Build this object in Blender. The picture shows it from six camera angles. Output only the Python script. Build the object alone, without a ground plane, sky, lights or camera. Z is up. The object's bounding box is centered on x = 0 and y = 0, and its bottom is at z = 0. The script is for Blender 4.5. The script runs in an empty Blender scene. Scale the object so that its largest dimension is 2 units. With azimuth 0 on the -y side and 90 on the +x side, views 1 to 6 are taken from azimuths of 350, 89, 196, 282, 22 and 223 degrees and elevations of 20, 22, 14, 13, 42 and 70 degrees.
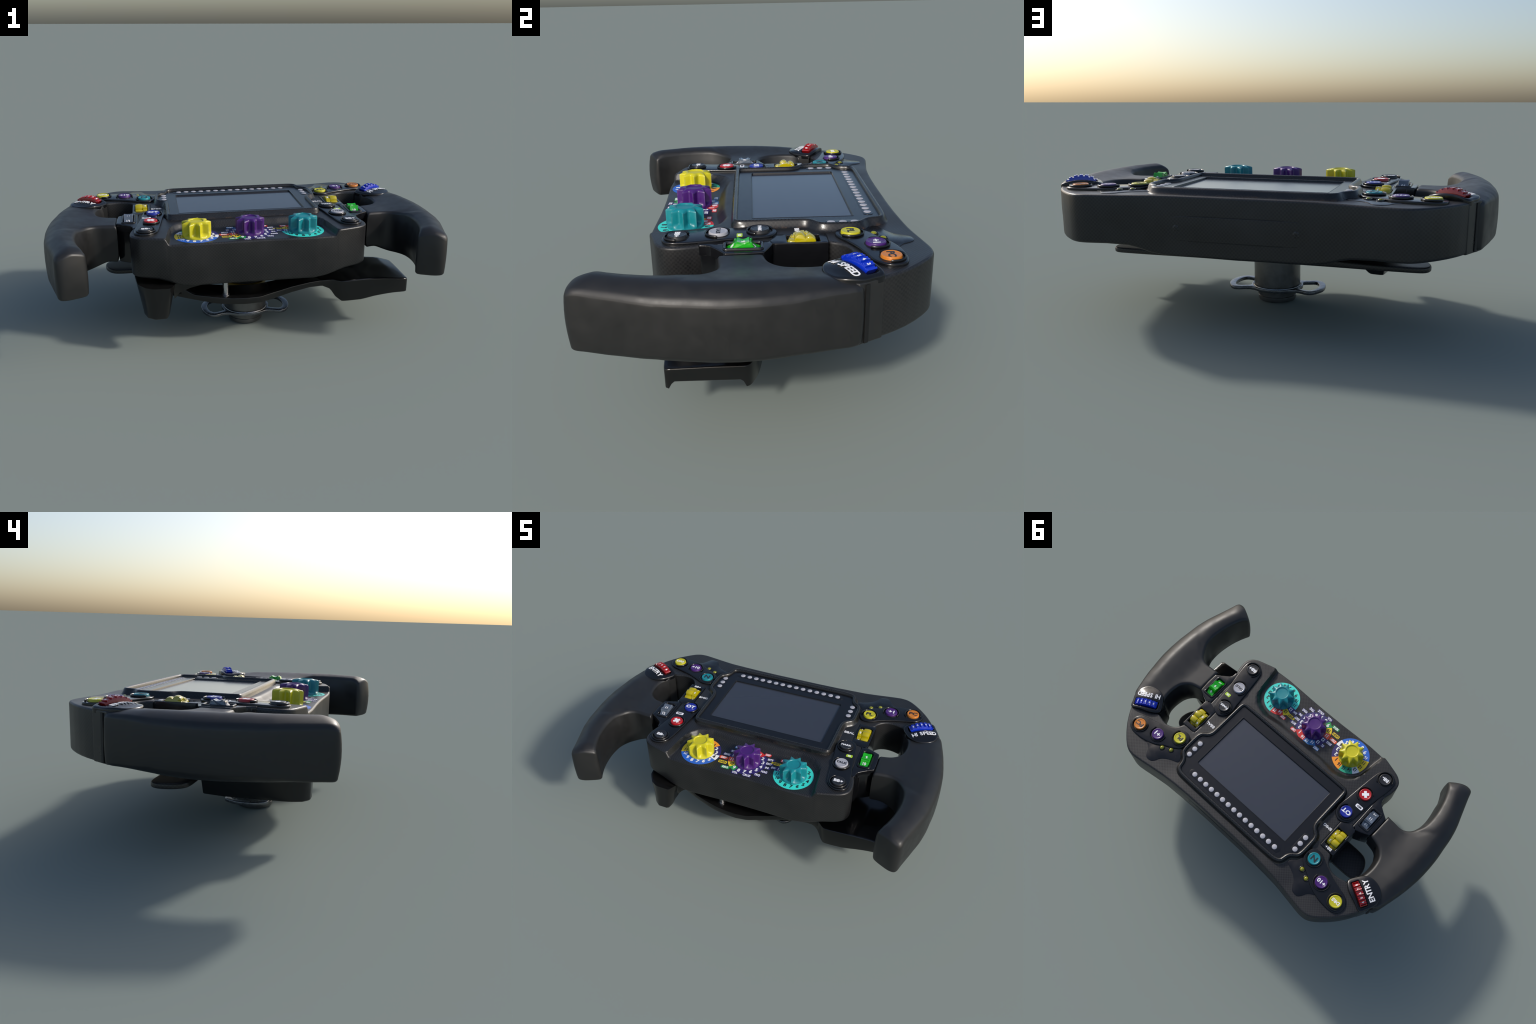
# Racing steering wheel lying face up: carbon housing, rubber grips, display,
# buttons, thumb wheels, rotary knobs, shift paddles and quick release column.
import bpy, bmesh, math
import numpy as np
from mathutils import Vector, Matrix
from mathutils.geometry import delaunay_2d_cdt

# ----------------------------------------------------------------- materials
def new_mat(name, color, rough=0.4, metal=0.0, coat=0.0, spec=0.5, trans=0.0):
    m = bpy.data.materials.new(name)
    m.use_nodes = True
    b = m.node_tree.nodes["Principled BSDF"]
    b.inputs["Base Color"].default_value = (*color, 1)
    b.inputs["Roughness"].default_value = rough
    b.inputs["Metallic"].default_value = metal
    b.inputs["Coat Weight"].default_value = coat
    b.inputs["Coat Roughness"].default_value = 0.08
    b.inputs["Specular IOR Level"].default_value = spec
    b.inputs["Transmission Weight"].default_value = trans
    return m


class N:
    """small helper to wire nodes"""
    def __init__(self, mat):
        self.t = mat.node_tree
        self.b = self.t.nodes["Principled BSDF"]

    def add(self, kind, **kw):
        n = self.t.nodes.new(kind)
        for k, v in kw.items():
            setattr(n, k, v)
        return n

    def link(self, a, b):
        self.t.links.new(a, b)

    def math(self, op, a, b=None):
        n = self.add("ShaderNodeMath", operation=op)
        for i, v in enumerate((a, b)):
            if v is None:
                continue
            if isinstance(v, (int, float)):
                n.inputs[i].default_value = v
            else:
                self.link(v, n.inputs[i])
        return n.outputs[0]

    def mix(self, fac, a, b):
        n = self.add("ShaderNodeMix", data_type='RGBA')
        if isinstance(fac, (int, float)):
            n.inputs[0].default_value = fac
        else:
            self.link(fac, n.inputs[0])
        for i, v in ((6, a), (7, b)):
            if isinstance(v, tuple):
                n.inputs[i].default_value = (*v, 1)
            else:
                self.link(v, n.inputs[i])
        return n.outputs[2]

    def ramp(self, fac, lo, hi):
        n = self.add("ShaderNodeMapRange")
        n.clamp = True
        n.inputs[1].default_value = lo
        n.inputs[2].default_value = hi
        self.link(fac, n.inputs[0])
        return n.outputs[0]

    def noise(self, vec, scale, detail=3.0, rough=0.55):
        n = self.add("ShaderNodeTexNoise")
        n.inputs["Scale"].default_value = scale
        n.inputs["Detail"].default_value = detail
        n.inputs["Roughness"].default_value = rough
        self.link(vec, n.inputs["Vector"])
        return n.outputs[0]


def carbon(name, light, dark, rough, dirt_band=None, bump=0.12):
    """twill carbon weave: a soft checker projected on top and on side walls"""
    m = new_mat(name, light, rough)
    n = N(m)
    tc = n.add("ShaderNodeTexCoord")
    pos = tc.outputs["Object"]
    sep = n.add("ShaderNodeSeparateXYZ"); n.link(pos, sep.inputs[0])
    nor = n.add("ShaderNodeSeparateXYZ"); n.link(tc.outputs["Normal"], nor.inputs[0])
    x, y, z = sep.outputs
    top = n.math('GREATER_THAN', n.math('ABSOLUTE', nor.outputs[2]), 0.72)

    def wave(v, cell):
        return n.math('SINE', n.math('MULTIPLY', v, math.pi / cell))
    w_top = n.math('MULTIPLY', wave(x, 0.0064), wave(y, 0.0064))
    along_x = n.math('GREATER_THAN', n.math('ABSOLUTE', nor.outputs[1]), 0.7)
    s = n.add("ShaderNodeMix", data_type='FLOAT')
    n.link(along_x, s.inputs[0]); n.link(y, s.inputs[2]); n.link(x, s.inputs[3])
    w_side = n.math('MULTIPLY', wave(s.outputs[0], 0.0077), wave(z, 0.0077))
    w = n.add("ShaderNodeMix", data_type='FLOAT')
    n.link(top, w.inputs[0]); n.link(w_side, w.inputs[2]); n.link(w_top, w.inputs[3])
    weave = n.ramp(w.outputs[0], -0.25, 0.15)
    flat = n.math('ADD', n.math('MULTIPLY', weave, 0.40), 0.14)      # calmer and darker on the walls
    soft = n.add("ShaderNodeMix", data_type='FLOAT')
    n.link(top, soft.inputs[0]); n.link(flat, soft.inputs[2]); n.link(weave, soft.inputs[3])
    weave = soft.outputs[0]
    big = n.noise(pos, 6.0, 4.0)
    col = n.mix(weave, dark, light)
    fine = n.noise(pos, 260.0, 2.0)
    col = n.mix(n.math('MULTIPLY', n.ramp(fine, 0.45, 0.8), 0.35), col, tuple(c * 0.55 for c in light))
    col = n.mix(n.math('MULTIPLY', n.ramp(big, 0.35, 0.75), 0.35), col, tuple(c * 1.25 for c in light))
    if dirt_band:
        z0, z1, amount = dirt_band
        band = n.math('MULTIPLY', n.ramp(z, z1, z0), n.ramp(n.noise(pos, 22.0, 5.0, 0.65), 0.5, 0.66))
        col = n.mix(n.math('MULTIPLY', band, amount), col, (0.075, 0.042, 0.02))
    n.link(col, n.b.inputs["Base Color"])
    r = n.math('ADD', n.math('MULTIPLY', n.ramp(big, 0.3, 0.7), 0.12), rough - 0.06)
    n.link(r, n.b.inputs["Roughness"])
    bp = n.add("ShaderNodeBump")
    bp.inputs["Strength"].default_value = bump
    bp.inputs["Distance"].default_value = 0.0012
    n.link(n.math('ADD', n.math('MULTIPLY', weave, 0.6), fine), bp.inputs["Height"])
    n.link(bp.outputs[0], n.b.inputs["Normal"])
    return m


def worn(name, color, rough, scale=30.0, amount=0.25, bump=0.05, **kw):
    """plain plastic, rubber or metal with uneven colour and polish"""
    m = new_mat(name, color, rough, **kw)
    n = N(m)
    pos = n.add("ShaderNodeTexCoord").outputs["Object"]
    a = n.noise(pos, scale, 5.0, 0.6)
    f = n.noise(pos, scale * 9, 3.0, 0.6)
    col = n.mix(n.math('MULTIPLY', n.ramp(a, 0.35, 0.7), amount), color,
                tuple(c * 1.6 + 0.002 for c in color))
    col = n.mix(n.math('MULTIPLY', n.ramp(f, 0.5, 0.8), amount), col, tuple(c * 0.6 for c in color))
    n.link(col, n.b.inputs["Base Color"])
    r = n.math('ADD', n.math('MULTIPLY', n.ramp(a, 0.3, 0.75), 0.16), max(0.03, rough - 0.08))
    n.link(r, n.b.inputs["Roughness"])
    if bump:
        bp = n.add("ShaderNodeBump")
        bp.inputs["Strength"].default_value = bump
        bp.inputs["Distance"].default_value = 0.001
        n.link(f, bp.inputs["Height"])
        n.link(bp.outputs[0], n.b.inputs["Normal"])
    return m


def edge_wear(mat, amount, tint):
    """rubbed, paler edges: mixes a pale tint in where the surface is sharply convex"""
    n = N(mat)
    src = n.b.inputs["Base Color"].links[0].from_socket
    g = n.add("ShaderNodeNewGeometry")
    pos = n.add("ShaderNodeTexCoord").outputs["Object"]
    m = n.math('MULTIPLY', n.ramp(g.outputs["Pointiness"], 0.53, 0.62), n.ramp(n.noise(pos, 60.0, 4.0), 0.35, 0.6))
    n.link(n.mix(n.math('MULTIPLY', m, amount), src, tint), n.b.inputs["Base Color"])


def srgb(r, g, b):
    f = lambda c: (c / 255) / 12.92 if c <= 10 else (((c / 255) + 0.055) / 1.055) ** 2.4
    return (f(r), f(g), f(b))


M = dict(
    carbon=carbon("carbon_weave", (0.0235, 0.0232, 0.0230), (0.0006, 0.0008, 0.0016), 0.40),
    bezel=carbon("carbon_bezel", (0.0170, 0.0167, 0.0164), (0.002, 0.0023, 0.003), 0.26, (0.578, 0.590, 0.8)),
    clutch=carbon("carbon_clutch", (0.030, 0.030, 0.030), (0.004, 0.0045, 0.005), 0.4),
    rubber=worn("grip_rubber", (0.0122, 0.0122, 0.0122), 0.46, 14.0, 0.22, 0.08),
    gloss=worn("panel_black", (0.0050, 0.0053, 0.0064), 0.21, 20.0, 0.15, 0.0),
    collar=worn("collar_black", (0.0165, 0.0167, 0.0168), 0.34, 20.0, 0.2, 0.03),  # base lightened to carry the light caught by the collar's edge strip
    pit=new_mat("pit_black", (0.004, 0.004, 0.004), 0.6),
    paddle=worn("paddle_black", (0.0055, 0.0055, 0.0056), 0.20, 8.0, 0.2, 0.0),
    glass=new_mat("display_glass", (0.0052, 0.0056, 0.007), 0.24),
    screen=new_mat("screen_glass", (0.032, 0.036, 0.047), 0.16, spec=0.9),
    led=new_mat("led_lens", srgb(166, 166, 173), 0.5),
    metal=worn("column_steel", (0.16, 0.162, 0.165), 0.38, 40.0, 0.3, 0.05, metal=0.9),
    ring_metal=worn("ring_steel", (0.17, 0.18, 0.20), 0.30, 40.0, 0.25, 0.03, metal=0.95),
    bolt=worn("bolt_steel", (0.55, 0.55, 0.56), 0.3, 60.0, 0.3, 0.05, metal=1.0),
    white=new_mat("print_white", (0.83, 0.83, 0.84), 0.45),
    ink=new_mat("print_black", (0.013, 0.014, 0.02), 0.45),
    navy=new_mat("decal_navy", srgb(44, 36, 100), 0.5),
    d_red=new_mat("decal_red", srgb(205, 45, 42), 0.5),
    d_orange=new_mat("decal_vermilion", srgb(228, 84, 48), 0.5),
    d_yellow=new_mat("decal_yellow", srgb(238, 208, 34), 0.5),
    d_green=new_mat("decal_green", srgb(38, 145, 72), 0.5),
    d_blue=new_mat("decal_blue", srgb(36, 104, 165), 0.5),
    d_royal=new_mat("decal_royal_blue", srgb(38, 98, 196), 0.5),
    d_teal=new_mat("decal_turquoise", srgb(58, 215, 200), 0.5),
    d_amber=new_mat("decal_amber", srgb(245, 152, 38), 0.5),
    d_jade=new_mat("decal_jade", srgb(40, 165, 130), 0.5),
    d_pale=new_mat("decal_pale", srgb(232, 232, 238), 0.5),
    d_lime=new_mat("decal_lime", srgb(170, 205, 40), 0.45),
    k_yellow=worn("knob_yellow", srgb(190, 182, 24), 0.36, 45.0, 0.18, 0.05),
    k_purple=worn("knob_purple", srgb(64, 20, 100), 0.36, 45.0, 0.18, 0.05),
    k_teal=worn("knob_teal", srgb(16, 122, 130), 0.36, 45.0, 0.18, 0.05),
    b_yellow=new_mat("button_yellow", srgb(184, 178, 32), 0.32),
    b_purple=new_mat("button_purple", srgb(66, 26, 102), 0.32),
    b_teal=new_mat("button_teal", srgb(18, 124, 134), 0.32),
    b_orange=new_mat("button_orange", srgb(198, 118, 36), 0.32),
    b_blue=new_mat("button_blue", srgb(20, 36, 140), 0.32),
    b_red=new_mat("button_red", srgb(170, 22, 30), 0.32),
    b_grey=new_mat("button_grey", srgb(162, 162, 168), 0.32),
    b_black=new_mat("button_black", (0.015, 0.015, 0.017), 0.3),
    w_yellow=new_mat("wheel_yellow", srgb(172, 158, 4), 0.16, coat=0.5),
    w_green=new_mat("wheel_green", srgb(24, 162, 24), 0.14, coat=0.5),
    w_grey=new_mat("wheel_grey", srgb(84, 94, 108), 0.16, coat=0.5),
    w_red=new_mat("wheel_red", srgb(140, 16, 20), 0.16, coat=0.5),
    w_blue=new_mat("wheel_blue", srgb(12, 46, 178), 0.14, coat=0.5),
    lamp=new_mat("lamp_olive", srgb(128, 128, 8), 0.15, coat=0.6),
    seal=worn("seal_yellow", srgb(120, 98, 12), 0.4, 30.0, 0.3, 0.0),
)

edge_wear(M["k_yellow"], 0.35, (0.52, 0.50, 0.30))
edge_wear(M["k_purple"], 0.30, (0.30, 0.24, 0.34))
edge_wear(M["k_teal"], 0.30, (0.24, 0.42, 0.43))

# ------------------------------------------------------------------ objects
root = bpy.data.objects.new("steering_wheel", None)
bpy.context.collection.objects.link(root)
root["label"] = "black carbon racing steering wheel with coloured knobs and buttons"
root["category"] = "steering wheel"


def add_obj(name, mesh, mat=None, parent=None, matrix=None):
    o = bpy.data.objects.new(name, mesh)
    bpy.context.collection.objects.link(o)
    o.parent = parent or root
    if matrix is not None:
        o.matrix_local = matrix
    if mat is not None:
        if len(mesh.materials) == 0:
            mesh.materials.append(mat)
        o.material_slots[0].link = 'OBJECT'
        o.material_slots[0].material = mat
    return o


def finish(mesh, angle=38):
    for p in mesh.polygons:
        p.use_smooth = True
    mesh.set_sharp_from_angle(angle=math.radians(angle))
    return mesh


def mesh_from(name, verts, faces, angle=38):
    me = bpy.data.meshes.new(name)
    me.from_pydata([tuple(map(float, v)) for v in verts], [], faces)
    bm = bmesh.new(); bm.from_mesh(me)
    bmesh.ops.recalc_face_normals(bm, faces=bm.faces)
    bm.to_mesh(me); bm.free()
    return finish(me, angle)


# ------------------------------------------------------------ plan outlines
def spline(pts, ds=0.008):
    """closed Catmull-Rom curve, evenly resampled"""
    p = np.array(pts, float); n = len(p); out = []
    for i in range(n):
        a, b, c, d = p[i - 1], p[i], p[(i + 1) % n], p[(i + 2) % n]
        for t in np.linspace(0, 1, 12, endpoint=False):
            out.append(0.5 * ((2 * b) + (c - a) * t + (2 * a - 5 * b + 4 * c - d) * t * t
                              + (3 * b - a - 3 * c + d) * t ** 3))
    return resample(np.array(out), ds)


def fillet(pts, r, ds=0.006):
    """polygon with every corner rounded by an arc of radius r (number or list)"""
    p = np.array(pts, float); n = len(p); out = []
    rs = r if hasattr(r, '__len__') else [r] * n
    for i in range(n):
        a, b, c = p[i - 1], p[i], p[(i + 1) % n]
        u = (a - b) / np.linalg.norm(a - b); v = (c - b) / np.linalg.norm(c - b)
        ang = math.acos(max(-1, min(1, float(u @ v))))
        if rs[i] < 1e-4 or ang > math.pi - 0.02:
            out.append(b); continue
        t = min(rs[i] / math.tan(ang / 2), 0.48 * np.linalg.norm(a - b), 0.48 * np.linalg.norm(c - b))
        rr = t * math.tan(ang / 2)
        cen = b + (u + v) / np.linalg.norm(u + v) * (rr / math.sin(ang / 2))
        s, e = b + u * t, b + v * t
        a0 = math.atan2(*(s - cen)[::-1]); a1 = math.atan2(*(e - cen)[::-1])
        d = (a1 - a0 + math.pi) % (2 * math.pi) - math.pi
        k = max(3, int(abs(d) * rr / ds) + 1, int(abs(d) / 0.26))
        for j in range(k + 1):
            q = a0 + d * j / k
            out.append(cen + rr * np.array([math.cos(q), math.sin(q)]))
    return densify(np.array(out), ds)


def densify(p, ds):
    out = []
    for i in range(len(p)):
        a, b = p[i], p[(i + 1) % len(p)]
        k = max(1, int(round(np.linalg.norm(b - a) / ds)))
        for j in range(k):
            q = a + (b - a) * j / k
            if not out or np.linalg.norm(q - out[-1]) > 1e-5:
                out.append(q)
    if np.linalg.norm(out[0] - out[-1]) < 1e-5:
        out.pop()
    return np.array(out)


def resample(p, ds):
    q = np.vstack([p, p[:1]])
    s = np.r_[0, np.cumsum(np.linalg.norm(np.diff(q, axis=0), axis=1))]
    k = max(8, int(s[-1] / ds))
    t = np.linspace(0, s[-1], k, endpoint=False)
    return np.c_[np.interp(t, s, q[:, 0]), np.interp(t, s, q[:, 1])]


def circle(cx, cy, r, n=48):
    a = np.linspace(0, 2 * math.pi, n, endpoint=False)
    return np.c_[cx + r * np.cos(a), cy + r * np.sin(a)]


def flip(p):
    q = np.array(p, float).copy(); q[:, 0] *= -1
    return q[::-1]


def mirror_closed(half):
    """half outline with x >= 0 from the middle top to the middle bottom"""
    h = [tuple(q) for q in half]
    return h + [(-x, y) for x, y in h[::-1] if abs(x) > 1e-6]


def area(p):
    x, y = p[:, 0], p[:, 1]
    return 0.5 * np.sum(x * np.roll(y, -1) - y * np.roll(x, -1))


def inside(q, loop):
    x, y = q[:, 0], q[:, 1]; c = np.zeros(len(q), bool)
    a = loop; b = np.roll(loop, -1, axis=0)
    for (x0, y0), (x1, y1) in zip(a, b):
        if y0 == y1:
            continue
        hit = ((y0 > y) != (y1 > y)) & (x < (x1 - x0) * (y - y0) / (y1 - y0) + x0)
        c ^= hit
    return c


def dist(q, loops):
    d = np.full(len(q), 1e9)
    for loop in loops:
        a = loop; v = np.roll(loop, -1, axis=0) - a; vv = (v ** 2).sum(1) + 1e-18
        for k in range(0, len(q), 2000):
            w = q[k:k + 2000, None, :] - a[None]
            t = np.clip((w * v[None]).sum(2) / vv, 0, 1)
            dd = np.sqrt(((w - t[..., None] * v[None]) ** 2).sum(2)).min(1)
            d[k:k + 2000] = np.minimum(d[k:k + 2000], dd)
    return d


def fn(v):
    return v if callable(v) else (lambda x, y: np.full_like(x, float(v)))


def slab(name, outline, top, bot, rt=0.0, rb=0.0, holes=(), step=None, steps=5, flare=None, angle=38, guides=None):
    """solid between two height functions over a plan outline, rounded edges.
    rt, rb: (horizontal, vertical) radius of the upper and lower edge"""
    rt = rt if hasattr(rt, '__len__') else (rt, rt)
    rb = rb if hasattr(rb, '__len__') else (rb, rb)
    top, bot = fn(top), fn(bot)
    loops = [np.array(outline, float)] + [np.array(h, float) for h in holes]
    for i, l in enumerate(loops):
        if (area(l) > 0) != (i == 0):
            loops[i] = l[::-1]
    pts = np.vstack(loops)
    edges, base, normals = [], 0, []
    for l in loops:
        k = len(l)
        edges += [(base + i, base + (i + 1) % k) for i in range(k)]
        base += k
        t = np.roll(l, -1, axis=0) - np.roll(l, 1, axis=0)
        t /= np.linalg.norm(t, axis=1)[:, None] + 1e-12
        normals.append(np.c_[-t[:, 1], t[:, 0]])
    nrm = np.vstack(normals)

    def ok(q, dmin):
        m = inside(q, loops[0])
        for h in loops[1:]:
            m &= ~inside(q, h)
        return m & (dist(q, loops) >= dmin)
    extra = []
    rings = set()
    for r in (rt[0], rb[0]):
        if r > 0:
            rings |= {round(r * (1 - math.cos(math.pi / 2 * k / steps)), 5) for k in range(1, steps + 1)}
    taken = set()
    seg = np.median(np.linalg.norm(np.diff(loops[0], axis=0), axis=1))
    for d in sorted(rings):
        q = pts + nrm * d
        q = q[ok(q, d * 0.97)]
        for p in q:
            key = (int(p[0] / (seg * 0.4)), int(p[1] / (seg * 0.4)), d)
            if key not in taken:
                taken.add(key); extra.append(p)
    if guides is not None:
        extra += list(guides[ok(guides, max(rt[0], rb[0]) * 1.02)])
        near = {(int(p[0] / (step * 0.8)), int(p[1] / (step * 0.8))) for p in guides}
    if step:
        lo, hi = loops[0].min(0), loops[0].max(0)
        gx, gy = np.meshgrid(np.arange(lo[0] + step / 2, hi[0], step), np.arange(lo[1] + step / 2, hi[1], step))
        gx = gx + (np.arange(gx.shape[0]) % 2)[:, None] * step / 2
        q = np.c_[gx.ravel(), gy.ravel()]
        q = q[ok(q, max([rt[0], rb[0]]) + step * 0.35)]
        if guides is not None:
            q = np.array([p for p in q if (int(p[0] / (step * 0.8)), int(p[1] / (step * 0.8))) not in near])
        extra += list(q)
    allp = [Vector((float(a), float(b))) for a, b in pts] + [Vector((float(p[0]), float(p[1]))) for p in extra]
    v2, _, tri, orig, _, _ = delaunay_2d_cdt(allp, edges, [], 1, 1e-7)
    P = np.array([(v.x, v.y) for v in v2])
    idx = np.full(len(pts), -1)
    for i, os in enumerate(orig):
        for o in os:
            if o < len(pts):
                idx[o] = i
    tri = [t for t in tri]
    if holes:
        cen = np.array([P[list(t)].mean(0) for t in tri]); keep = np.ones(len(tri), bool)
        for h in loops[1:]:
            keep &= ~inside(cen, h)
        tri = [t for t, k in zip(tri, keep) if k]
    D = dist(P, loops)

    def drop(d, r):
        if r[0] <= 0:
            return np.zeros_like(d)
        u = np.clip(1 - d / r[0], 0, 1)
        return r[1] * (1 - np.sqrt(np.clip(1 - u * u, 0, 1)))
    D[idx[idx >= 0]] = 0
    zt = top(P[:, 0], P[:, 1]) - drop(D, rt)
    zb = bot(P[:, 0], P[:, 1]) + drop(D, rb)
    n = len(P)
    V = [(P[i, 0], P[i, 1], zt[i]) for i in range(n)] + [(P[i, 0], P[i, 1], zb[i]) for i in range(n)]
    F = [tuple(t) for t in tri] + [tuple(i + n for i in t[::-1]) for t in tri]
    base = 0
    for li, l in enumerate(loops):
        k = len(l)
        levels = [1.0, 0.9, 0.75, 0.6, 0.45, 0.3, 0.15, 0.0] if flare else [1.0, 0.0]
        cols = []
        for t in levels:
            if t == 1.0:
                cols.append([idx[base + i] for i in range(k)])
            elif t == 0.0:
                cols.append([idx[base + i] + n for i in range(k)])
            else:
                start = len(V)
                for i in range(k):
                    j = idx[base + i]
                    off = flare(t, P[j, 0], P[j, 1])
                    V.append((P[j, 0] - nrm[base + i, 0] * off, P[j, 1] - nrm[base + i, 1] * off,
                              zb[j] + (zt[j] - zb[j]) * t))
                cols.append(list(range(start, start + k)))
        for c0, c1 in zip(cols, cols[1:]):
            for i in range(k):
                j = (i + 1) % k
                f = (c0[i], c1[i], c1[j], c0[j])
                if len(set(f)) == 4:
                    F.append(f)
        base += k
    return mesh_from(name, V, F, angle)


def lathe(name, prof, n=48, angle=38):
    """profile of (radius, z), closed on the axis where the radius is 0"""
    V, F, rows = [], [], []
    for r, z in prof:
        if r < 1e-6:
            rows.append([len(V)]); V.append((0, 0, z))
        else:
            rows.append(list(range(len(V), len(V) + n)))
            V += [(r * math.cos(2 * math.pi * i / n), r * math.sin(2 * math.pi * i / n), z) for i in range(n)]
    for a, b in zip(rows, rows[1:]):
        for i in range(n):
            j = (i + 1) % n
            if len(a) == 1 and len(b) == 1:
                continue
            if len(a) == 1:
                F.append((a[0], b[i], b[j]))
            elif len(b) == 1:
                F.append((a[i], b[0], a[j]))
            else:
                F.append((a[i], b[i], b[j], a[j]))
    return mesh_from(name, V, F, angle)


def loft(name, rings, cap=True, angle=38):
    V, F = [], []; k = len(rings[0])
    for r in rings:
        V += [tuple(p) for p in r]
    for a in range(len(rings) - 1):
        for i in range(k):
            j = (i + 1) % k
            F.append((a * k + i, a * k + j, (a + 1) * k + j, (a + 1) * k + i))
    if cap:
        F.append(tuple(range(k))[::-1]); F.append(tuple((len(rings) - 1) * k + i for i in range(k)))
    return mesh_from(name, V, F, angle)


text_cache = {}


def text_mesh(s, size, bold=0.018, space=1.0, shear=0.0):
    key = (s, size, bold, space, shear)
    if key not in text_cache:
        c = bpy.data.curves.new("lettering", 'FONT')
        c.body = s; c.size = size; c.align_x = 'CENTER'; c.align_y = 'CENTER'
        c.extrude = 0.0005; c.offset = size * bold; c.space_character = space; c.shear = shear
        c.resolution_u = 3
        o = bpy.data.objects.new("lettering", c)
        bpy.context.collection.objects.link(o)
        dg = bpy.context.evaluated_depsgraph_get(); dg.update()
        me = bpy.data.meshes.new_from_object(o.evaluated_get(dg))
        bpy.data.objects.remove(o); bpy.data.curves.remove(c)
        me.materials.clear()
        xs = [v.co.x for v in me.vertices]; ys = [v.co.y for v in me.vertices]
        me.transform(Matrix.Translation((-(min(xs) + max(xs)) / 2, -(min(ys) + max(ys)) / 2, 0)))
        text_cache[key] = me
    return text_cache[key]


def letters(name, s, size, x, y, z, mat, parent=None, rot=0.0, sx=1.0, **kw):
    m = Matrix.Translation((x, y, z)) @ Matrix.Rotation(rot, 4, 'Z') @ Matrix.Diagonal((sx, 1, 1, 1))
    return add_obj(name, text_mesh(s, size, **kw), mat, parent, m)


def ss(v, a, b):
    t = np.clip((v - a) / (b - a), 0, 1)
    return t * t * (3 - 2 * t)


def lin(v, xs, zs):
    return np.interp(v, xs, zs)


# ------------------------------------------------------------------ housing
TOP = 0.579
body_half = [(0.0, 0.531), (0.13, 0.531), (0.25, 0.533), (0.34, 0.537), (0.43, 0.545), (0.53, 0.560),
             (0.60, 0.571), (0.64, 0.576), (0.677, 0.573), (0.709, 0.558), (0.740, 0.534), (0.776, 0.501),
             (0.812, 0.461), (0.842, 0.420), (0.866, 0.380), (0.880, 0.353), (0.876, 0.343),
             (0.800, 0.320), (0.735, 0.300), (0.712, 0.297), (0.688, 0.305), (0.660, 0.311), (0.632, 0.311),
             (0.606, 0.303), (0.586, 0.289), (0.572, 0.270), (0.563, 0.246),
             (0.550, 0.240), (0.484, 0.240), (0.484, 0.100), (0.486, 0.066), (0.545, 0.060), (0.552, -0.100),
             (0.558, -0.165), (0.573, -0.205), (0.583, -0.245), (0.586, -0.285), (0.579, -0.312), (0.563, -0.332),
             (0.538, -0.348), (0.500, -0.360), (0.440, -0.377), (0.400, -0.386), (0.310, -0.390), (0.200, -0.387),
             (0.100, -0.384), (0.0, -0.383)]
body_outline = densify(np.array(mirror_closed(body_half)), 0.009)
# round off the polygon a little so that the side walls flow
for _ in range(2):
    body_outline = 0.5 * body_outline + 0.25 * (np.roll(body_outline, 1, 0) + np.roll(body_outline, -1, 0))


def scoop_depth(x, y):
    """the sunken field round the rotary knobs: 1 on the floor, 0 outside"""
    ax = np.abs(x)
    edge = lin(ax, [0, 0.16, 0.26, 0.31, 0.345, 0.372, 0.388, 0.398, 0.404, 0.415, 0.43],
               [-0.138, -0.136, -0.124, -0.136, -0.152, -0.180, -0.215, -0.255, -0.30, -0.372, -0.50])
    ey = ss(edge - y, -0.022, 0.020)
    wall = lin(y, [-0.39, -0.33, -0.26, -0.2], [0.421, 0.411, 0.403, 0.395])
    ex = ss(wall - ax, -0.003, 0.018)
    return np.minimum(ey, ex)


def body_top(x, y):
    z = TOP - (TOP - 0.548) * scoop_depth(x, y)
    z = z + 0.004 * ss(y, 0.46, 0.53) * (1 - ss(np.abs(x), 0.3, 0.5))
    return z


def body_bottom(x, y):
    ax = np.abs(x)
    return lin(ax, [0, 0.30, 0.36, 0.42, 0.46, 0.55, 0.9], [0.333, 0.336, 0.345, 0.363, 0.372, 0.377, 0.377])


# mesh lines that follow the ramps of the scoop, so that its walls come out clean
ramp = []
for t in np.linspace(-0.004, 0.019, 7):
    for y in np.arange(-0.384, -0.20, 0.006):
        x = float(lin(y, [-0.39, -0.33, -0.26, -0.2], [0.421, 0.411, 0.403, 0.395])) - t
        ramp += [(x, y), (-x, y)]
EDGE_X = [0, 0.16, 0.26, 0.31, 0.345, 0.372, 0.388, 0.398]
EDGE_Y = [-0.138, -0.136, -0.124, -0.136, -0.152, -0.180, -0.215, -0.255]
for t in np.linspace(-0.023, 0.021, 9):
    for x in np.arange(0.0, 0.375, 0.007):
        y = float(lin(x, EDGE_X, EDGE_Y)) - t
        ramp += [(x, y), (-x, y)] if x > 0 else [(x, y)]
housing = add_obj("housing", slab("housing", body_outline, body_top, body_bottom, 0.010, (0.012, 0.014), step=0.0085, steps=4, guides=np.array(ramp)),
                  M["carbon"])

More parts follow.
